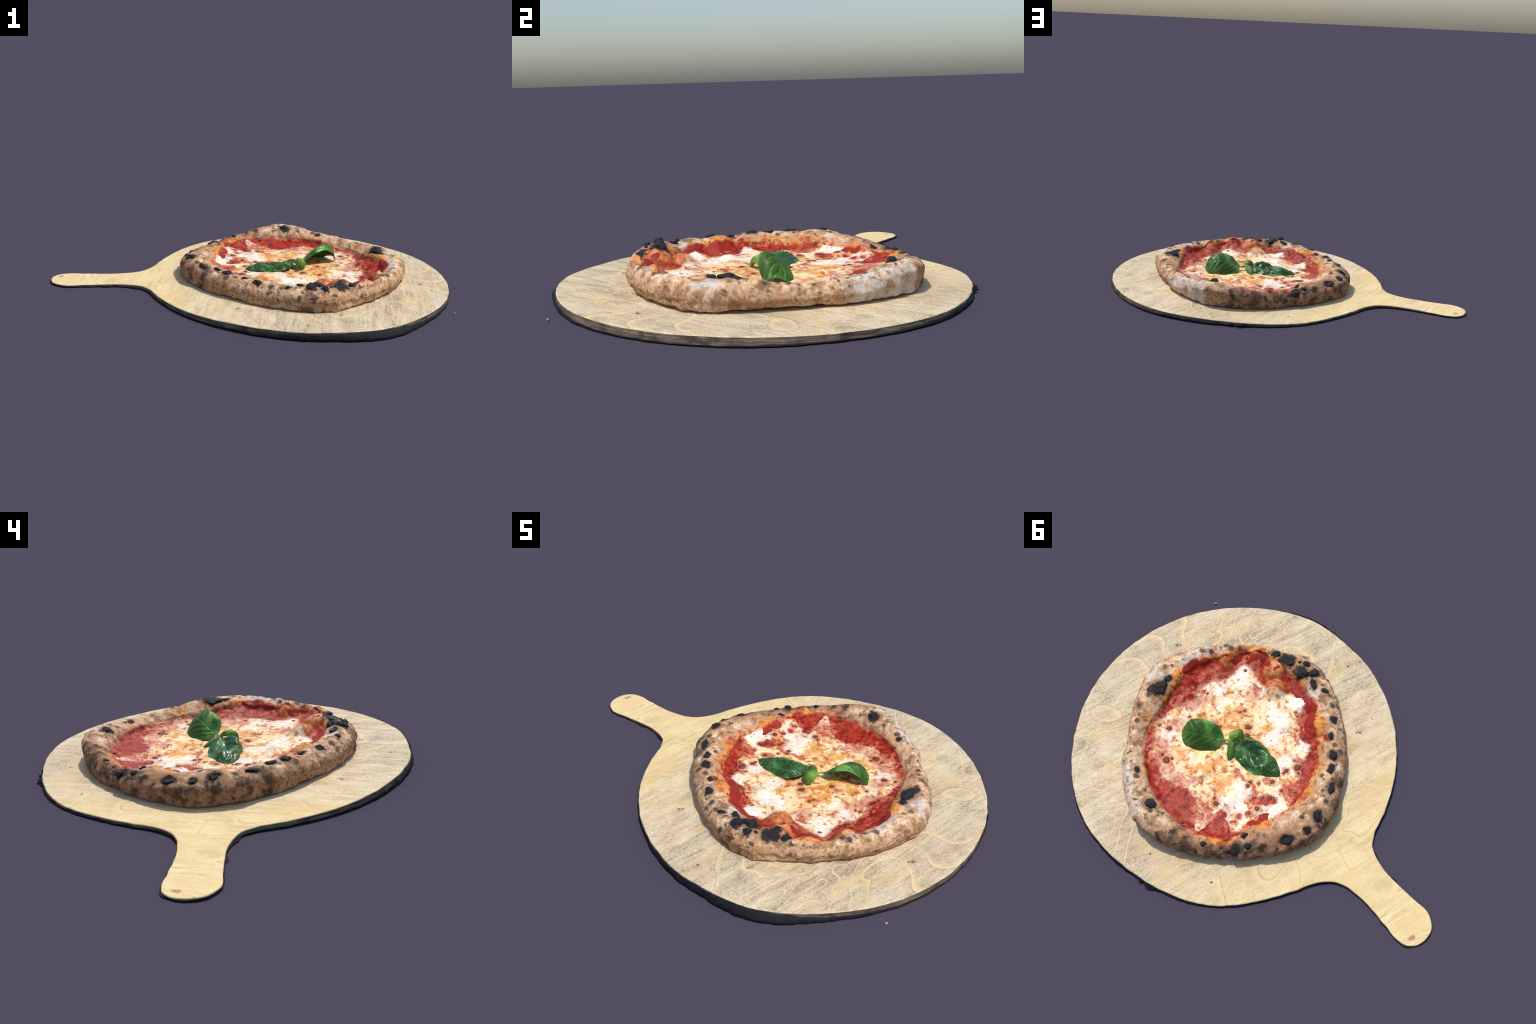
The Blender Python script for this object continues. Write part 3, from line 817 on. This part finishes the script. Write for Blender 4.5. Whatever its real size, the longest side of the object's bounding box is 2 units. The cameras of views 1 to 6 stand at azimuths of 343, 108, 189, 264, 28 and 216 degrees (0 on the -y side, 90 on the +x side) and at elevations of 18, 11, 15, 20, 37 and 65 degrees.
# blend out the sauce's own fine relief under the thick cheese
keepv = sd > -.014
gi = -np.ones(len(GP), int)
gi[keepv] = np.arange(keepv.sum())
fq = grid_faces(gx.shape[0], gx.shape[1])
fq = fq[(gi[fq] >= 0).all(1)]
new_mesh_object("melted_cheese", np.c_[GP, cz][keepv], gi[fq], M_CHEESE, pizza)
CZ = cz.reshape(gx.shape)
def cheese_z(x, y):
    i = int(round((x + .24) / h)); j = int(round((y + .43) / h))
    return max(float(CZ[min(max(i, 0), CZ.shape[0] - 1), min(max(j, 0), CZ.shape[1] - 1)]), float(sauce_z(np.array([x]), np.array([y]))[0]))

# ---- blisters: a few shared lumpy shapes, laid on the surface
def lump_mesh(name, seed, mat, rough=.22):
    bm = bmesh.new()
    bmesh.ops.create_icosphere(bm, subdivisions=4, radius=1)
    P = np.array([v.co[:] for v in bm.verts])
    d = 1 + rough * fbm(P, 1.3, 2, seed) + .06 * fbm(P, 4.5, 2, seed + 5)
    for v, s in zip(bm.verts, d):
        v.co *= s
    me = bpy.data.meshes.new(name)
    bm.to_mesh(me); bm.free()
    me.polygons.foreach_set("use_smooth", [True] * len(me.polygons))
    me.materials.append(mat)
    return me
char_lumps = [lump_mesh("char_blister", 200 + i, M_CHAR, .42) for i in range(5)]
for i, (x, y, a, b, rot) in enumerate(CHAR):
    hit = bvh.ray_cast(Vector((x, y, .5)), Vector((0, 0, -1)))
    z = hit[0].z; nrm = hit[1]
    if nrm.z < 0: nrm = -nrm
    ob = bpy.data.objects.new("char_blister", char_lumps[i % 5])
    bpy.context.scene.collection.objects.link(ob)
    hgt = min(.80 * min(a, b), .017)
    q = Vector((0, 0, 1)).rotation_difference(nrm).to_matrix().to_4x4()
    attach(ob, pizza)
    ob.matrix_basis = Matrix.Translation(Vector((x, y, z)) - nrm * hgt * .25) @ q @ Matrix.Rotation(math.radians(rot), 4, 'Z') @ Matrix.Diagonal((a * .95, b * .95, hgt, 1))
brown_lumps = [lump_mesh("browned_bubble", 300 + i, M_BROWN, .24) for i in range(3)]
for i, (x, y, r) in enumerate(BROWNED):
    z = cheese_z(x, y)
    ob = bpy.data.objects.new("browned_bubble", brown_lumps[i % 3])
    bpy.context.scene.collection.objects.link(ob)
    attach(ob, pizza)
    ob.matrix_basis = Matrix.Translation((x, y, z - r * .12)) @ Matrix.Rotation(rng.uniform(0, 6), 4, 'Z') @ Matrix.Diagonal((r * .85, r * .72, r * .36, 1))

# ---- basil
def loft(ctrl, nu, nv):
    C = np.array(ctrl, float)
    def interp(A, n):
        k = A.shape[0]
        o = []
        for t in np.linspace(0, k - 1, n):
            i = min(int(t), k - 2); f = t - i
            p1, p2 = A[i], A[i + 1]
            p0 = A[i - 1] if i > 0 else 2 * p1 - p2
            p3 = A[i + 2] if i + 2 < k else 2 * p2 - p1
            o.append(.5 * ((2 * p1) + (-p0 + p2) * f + (2 * p0 - 5 * p1 + 4 * p2 - p3) * f ** 2 + (-p0 + 3 * p1 - 3 * p2 + p3) * f ** 3))
        return np.array(o)
    A = interp(C, nu)
    return np.swapaxes(interp(np.swapaxes(A, 0, 1), nv), 0, 1)

def basil_leaf(name, ctrl, mat, parent, mid=.5, vein=.0016, crumple=.0, seed=0, thick=.0030, nu=70, nv=60, lo=0.0):
    L = loft(ctrl, nu, nv)
    du = np.gradient(L, axis=0); dv = np.gradient(L, axis=1)
    N_ = np.cross(du, dv); N_ /= np.linalg.norm(N_, axis=-1, keepdims=True) + 1e-9
    if N_[..., 2].mean() < 0: N_ = -N_
    u = np.linspace(0, 1, nu)[:, None]; v = np.linspace(0, 1, nv)[None, :]
    s = np.clip(np.where(v < mid, (mid - v) / (mid - lo), (v - mid) / (1 - mid)), 0, 1)
    ph = (u - .42 * s ** 1.3) * 6.5
    groove = np.exp(-((ph - np.round(ph)) / .10) ** 2) * sstep(.02, .15, s) * (1 - sstep(.75, 1, s))
    groove = np.maximum(groove, np.exp(-((v - mid) / .025) ** 2) * (1.2 + 0 * u))
    puff = np.cos((ph - .0) * TAU) * -.5
    hgt = -vein * groove * 1.0 + vein * .9 * puff * (1 - sstep(.7, 1, s))
    P = L.reshape(-1, 3)
    hgt = hgt.ravel() + crumple * (fbm(P, 22, 2, seed) + .35 * fbm(P, 60, 2, seed + 7))
    T = P + N_.reshape(-1, 3) * hgt[:, None]
    Bm = T - N_.reshape(-1, 3) * thick
    f1 = grid_faces(nu, nv)
    off = nu * nv
    border = [i * nv for i in range(nu)] + [(nu - 1) * nv + j for j in range(1, nv)] + [i * nv + nv - 1 for i in range(nu - 2, -1, -1)] + [j for j in range(nv - 2, 0, -1)]
    side = [(a, b, b + off, a + off) for a, b in zip(border, border[1:] + border[:1])]
    faces = [tuple(f) for f in f1] + [tuple(f[::-1] + off) for f in f1] + side
    ob = new_mesh_object(name, np.vstack([T, Bm]), faces, mat, parent)
    return ob

def tube(name, pts, radii, mat, parent, ns=10):
    P = np.array(pts, float); vs = []
    for i, p in enumerate(P):
        t = P[min(i + 1, len(P) - 1)] - P[max(i - 1, 0)]; t /= np.linalg.norm(t)
        a = np.cross(t, [0, 0, 1]); a /= np.linalg.norm(a); b = np.cross(t, a)
        for k in range(ns):
            an = TAU * k / ns
            vs.append(p + radii[i] * (math.cos(an) * a + math.sin(an) * b))
    fs = [(i * ns + k, i * ns + (k + 1) % ns, (i + 1) * ns + (k + 1) % ns, (i + 1) * ns + k) for i in range(len(P) - 1) for k in range(ns)]
    fs += [tuple(range(ns))[::-1], tuple((len(P) - 1) * ns + k for k in range(ns))]
    return new_mesh_object(name, vs, fs, mat, parent)

sprig = tube("basil_sprig", [(.185, .020, .094), (.205, .022, .097), (.232, .028, .099), (.255, .038, .097), (.285, .050, .098)],
             [.003, .0045, .006, .0045, .0035], M_BUD, pizza)
DOMED = [
    [(0.266, 0.04, 0.098), (0.268, 0.042, 0.1), (0.27, 0.045, 0.1), (0.27, 0.048, 0.097), (0.269, 0.051, 0.093)],
    [(0.288, 0.026, 0.112), (0.296, 0.036, 0.122), (0.298, 0.056, 0.114), (0.286, 0.08, 0.097), (0.272, 0.1, 0.076)],
    [(0.325, 0.018, 0.14), (0.334, 0.042, 0.157), (0.334, 0.082, 0.141), (0.318, 0.112, 0.112), (0.303, 0.13, 0.074)],
    [(0.385, 0.036, 0.151), (0.39, 0.064, 0.173), (0.38, 0.102, 0.157), (0.364, 0.14, 0.118), (0.35, 0.158, 0.074)],
    [(0.436, 0.052, 0.122), (0.435, 0.08, 0.15), (0.424, 0.118, 0.137), (0.408, 0.15, 0.106), (0.394, 0.168, 0.074)],
    [(0.463, 0.08, 0.072), (0.462, 0.098, 0.088), (0.454, 0.12, 0.092), (0.442, 0.14, 0.086), (0.424, 0.158, 0.073)]]
sprigE = sprig
basil_leaf("basil_leaf", DOMED, M_LEAF, pizza, mid=.58, vein=.0015, crumple=.0012, seed=401, nu=110, nv=100)
WILTED = [
    [(.208, .012, .104), (.208, .016, .103), (.207, .022, .099), (.205, .030, .094), (.204, .036, .090)],
    [(.183, -.030, .098), (.180, -.012, .118), (.178, .022, .096), (.176, .050, .095), (.176, .076, .080)],
    [(.140, -.050, .086), (.134, -.026, .114), (.130, .018, .090), (.132, .058, .096), (.138, .090, .077)],
    [(.092, -.050, .080), (.088, -.024, .101), (.084, .022, .087), (.082, .066, .090), (.084, .099, .075)],
    [(.036, -.030, .078), (.034, -.004, .100), (.034, .030, .100), (.034, .066, .088), (.034, .090, .074)],
    [(-.016, -.006, .077), (-.014, .012, .091), (-.014, .030, .092), (-.012, .048, .083), (-.010, .062, .073)],
    [(-.052, .022, .072), (-.052, .025, .073), (-.052, .028, .073), (-.051, .031, .073), (-.050, .034, .072)]]
basil_leaf("basil_leaf", WILTED, M_WILT, pizza, mid=.5, vein=.0012, crumple=.0056, seed=431, nu=90, nv=70)
YOUNG = [
    [(.222, .030, .104), (.228, .031, .106), (.236, .031, .107), (.244, .031, .106), (.250, .030, .103)],
    [(.208, .010, .107), (.220, .012, .120), (.234, .013, .122), (.250, .012, .118), (.260, .010, .106)],
    [(.203, -.010, .106), (.218, -.012, .122), (.233, -.013, .126), (.248, -.011, .121), (.260, -.008, .106)],
    [(.205, -.030, .098), (.218, -.036, .110), (.231, -.038, .115), (.244, -.034, .110), (.255, -.028, .098)],
    [(.214, -.040, .086), (.222, -.046, .094), (.231, -.048, .096), (.241, -.045, .092), (.249, -.038, .086)],
    [(.228, -.044, .077), (.230, -.047, .078), (.232, -.048, .078), (.235, -.047, .078), (.238, -.045, .077)]]
basil_leaf("basil_leaf", YOUNG, M_BUD, pizza, mid=.5, vein=.0016, crumple=.0014, seed=451, nu=50, nv=40)
LOBE = [
    [(.216, .028, .102), (.224, .030, .104), (.232, .031, .104), (.240, .032, .103), (.246, .032, .100)],
    [(.196, .046, .092), (.206, .050, .104), (.218, .052, .106), (.230, .052, .100), (.238, .050, .090)],
    [(.182, .066, .082), (.192, .072, .095), (.206, .076, .096), (.220, .075, .091), (.228, .070, .080)],
    [(.178, .086, .076), (.186, .092, .082), (.196, .096, .083), (.208, .094, .080), (.216, .088, .075)],
    [(.184, .104, .072), (.187, .106, .073), (.190, .107, .073), (.194, .107, .073), (.197, .106, .072)]]
basil_leaf("basil_leaf", LOBE, M_LEAF, pizza, mid=.5, vein=.0014, crumple=.0020, seed=461, nu=40, nv=34)
# leaves hang on the sprig
for ob in list(bpy.data.objects):
    if ob.name.startswith("basil_leaf"):
        ob.parent = sprig
        ob.matrix_parent_inverse = sprig.matrix_parent_inverse.copy() @ Matrix.Identity(4)
        ob.matrix_parent_inverse = Matrix.Identity(4)

# ================================================================ STRAY CHIP
bm = bmesh.new()
bmesh.ops.create_cube(bm, size=1)
for v in bm.verts:
    v.co.x *= 1 + .25 * (v.co.y > 0); v.co.y += .25 * v.co.x
bmesh.ops.bevel(bm, geom=bm.edges[:], offset=.08, segments=2, affect='EDGES')
me = bpy.data.meshes.new("stone_chip"); bm.to_mesh(me); bm.free()
Nc = Nodes("pale_stone")
me.materials.append(Nc.finish(Nc.mix(Nc.noise(3, 3), (.20, .23, .30), (.38, .42, .48)), .6, .4))
chip = bpy.data.objects.new("stone_chip", me)
bpy.context.scene.collection.objects.link(chip)
chip.scale = (.0105, .007, .004); chip.location = (.8185, -.5765, .002); chip.rotation_euler = (0, 0, .4)
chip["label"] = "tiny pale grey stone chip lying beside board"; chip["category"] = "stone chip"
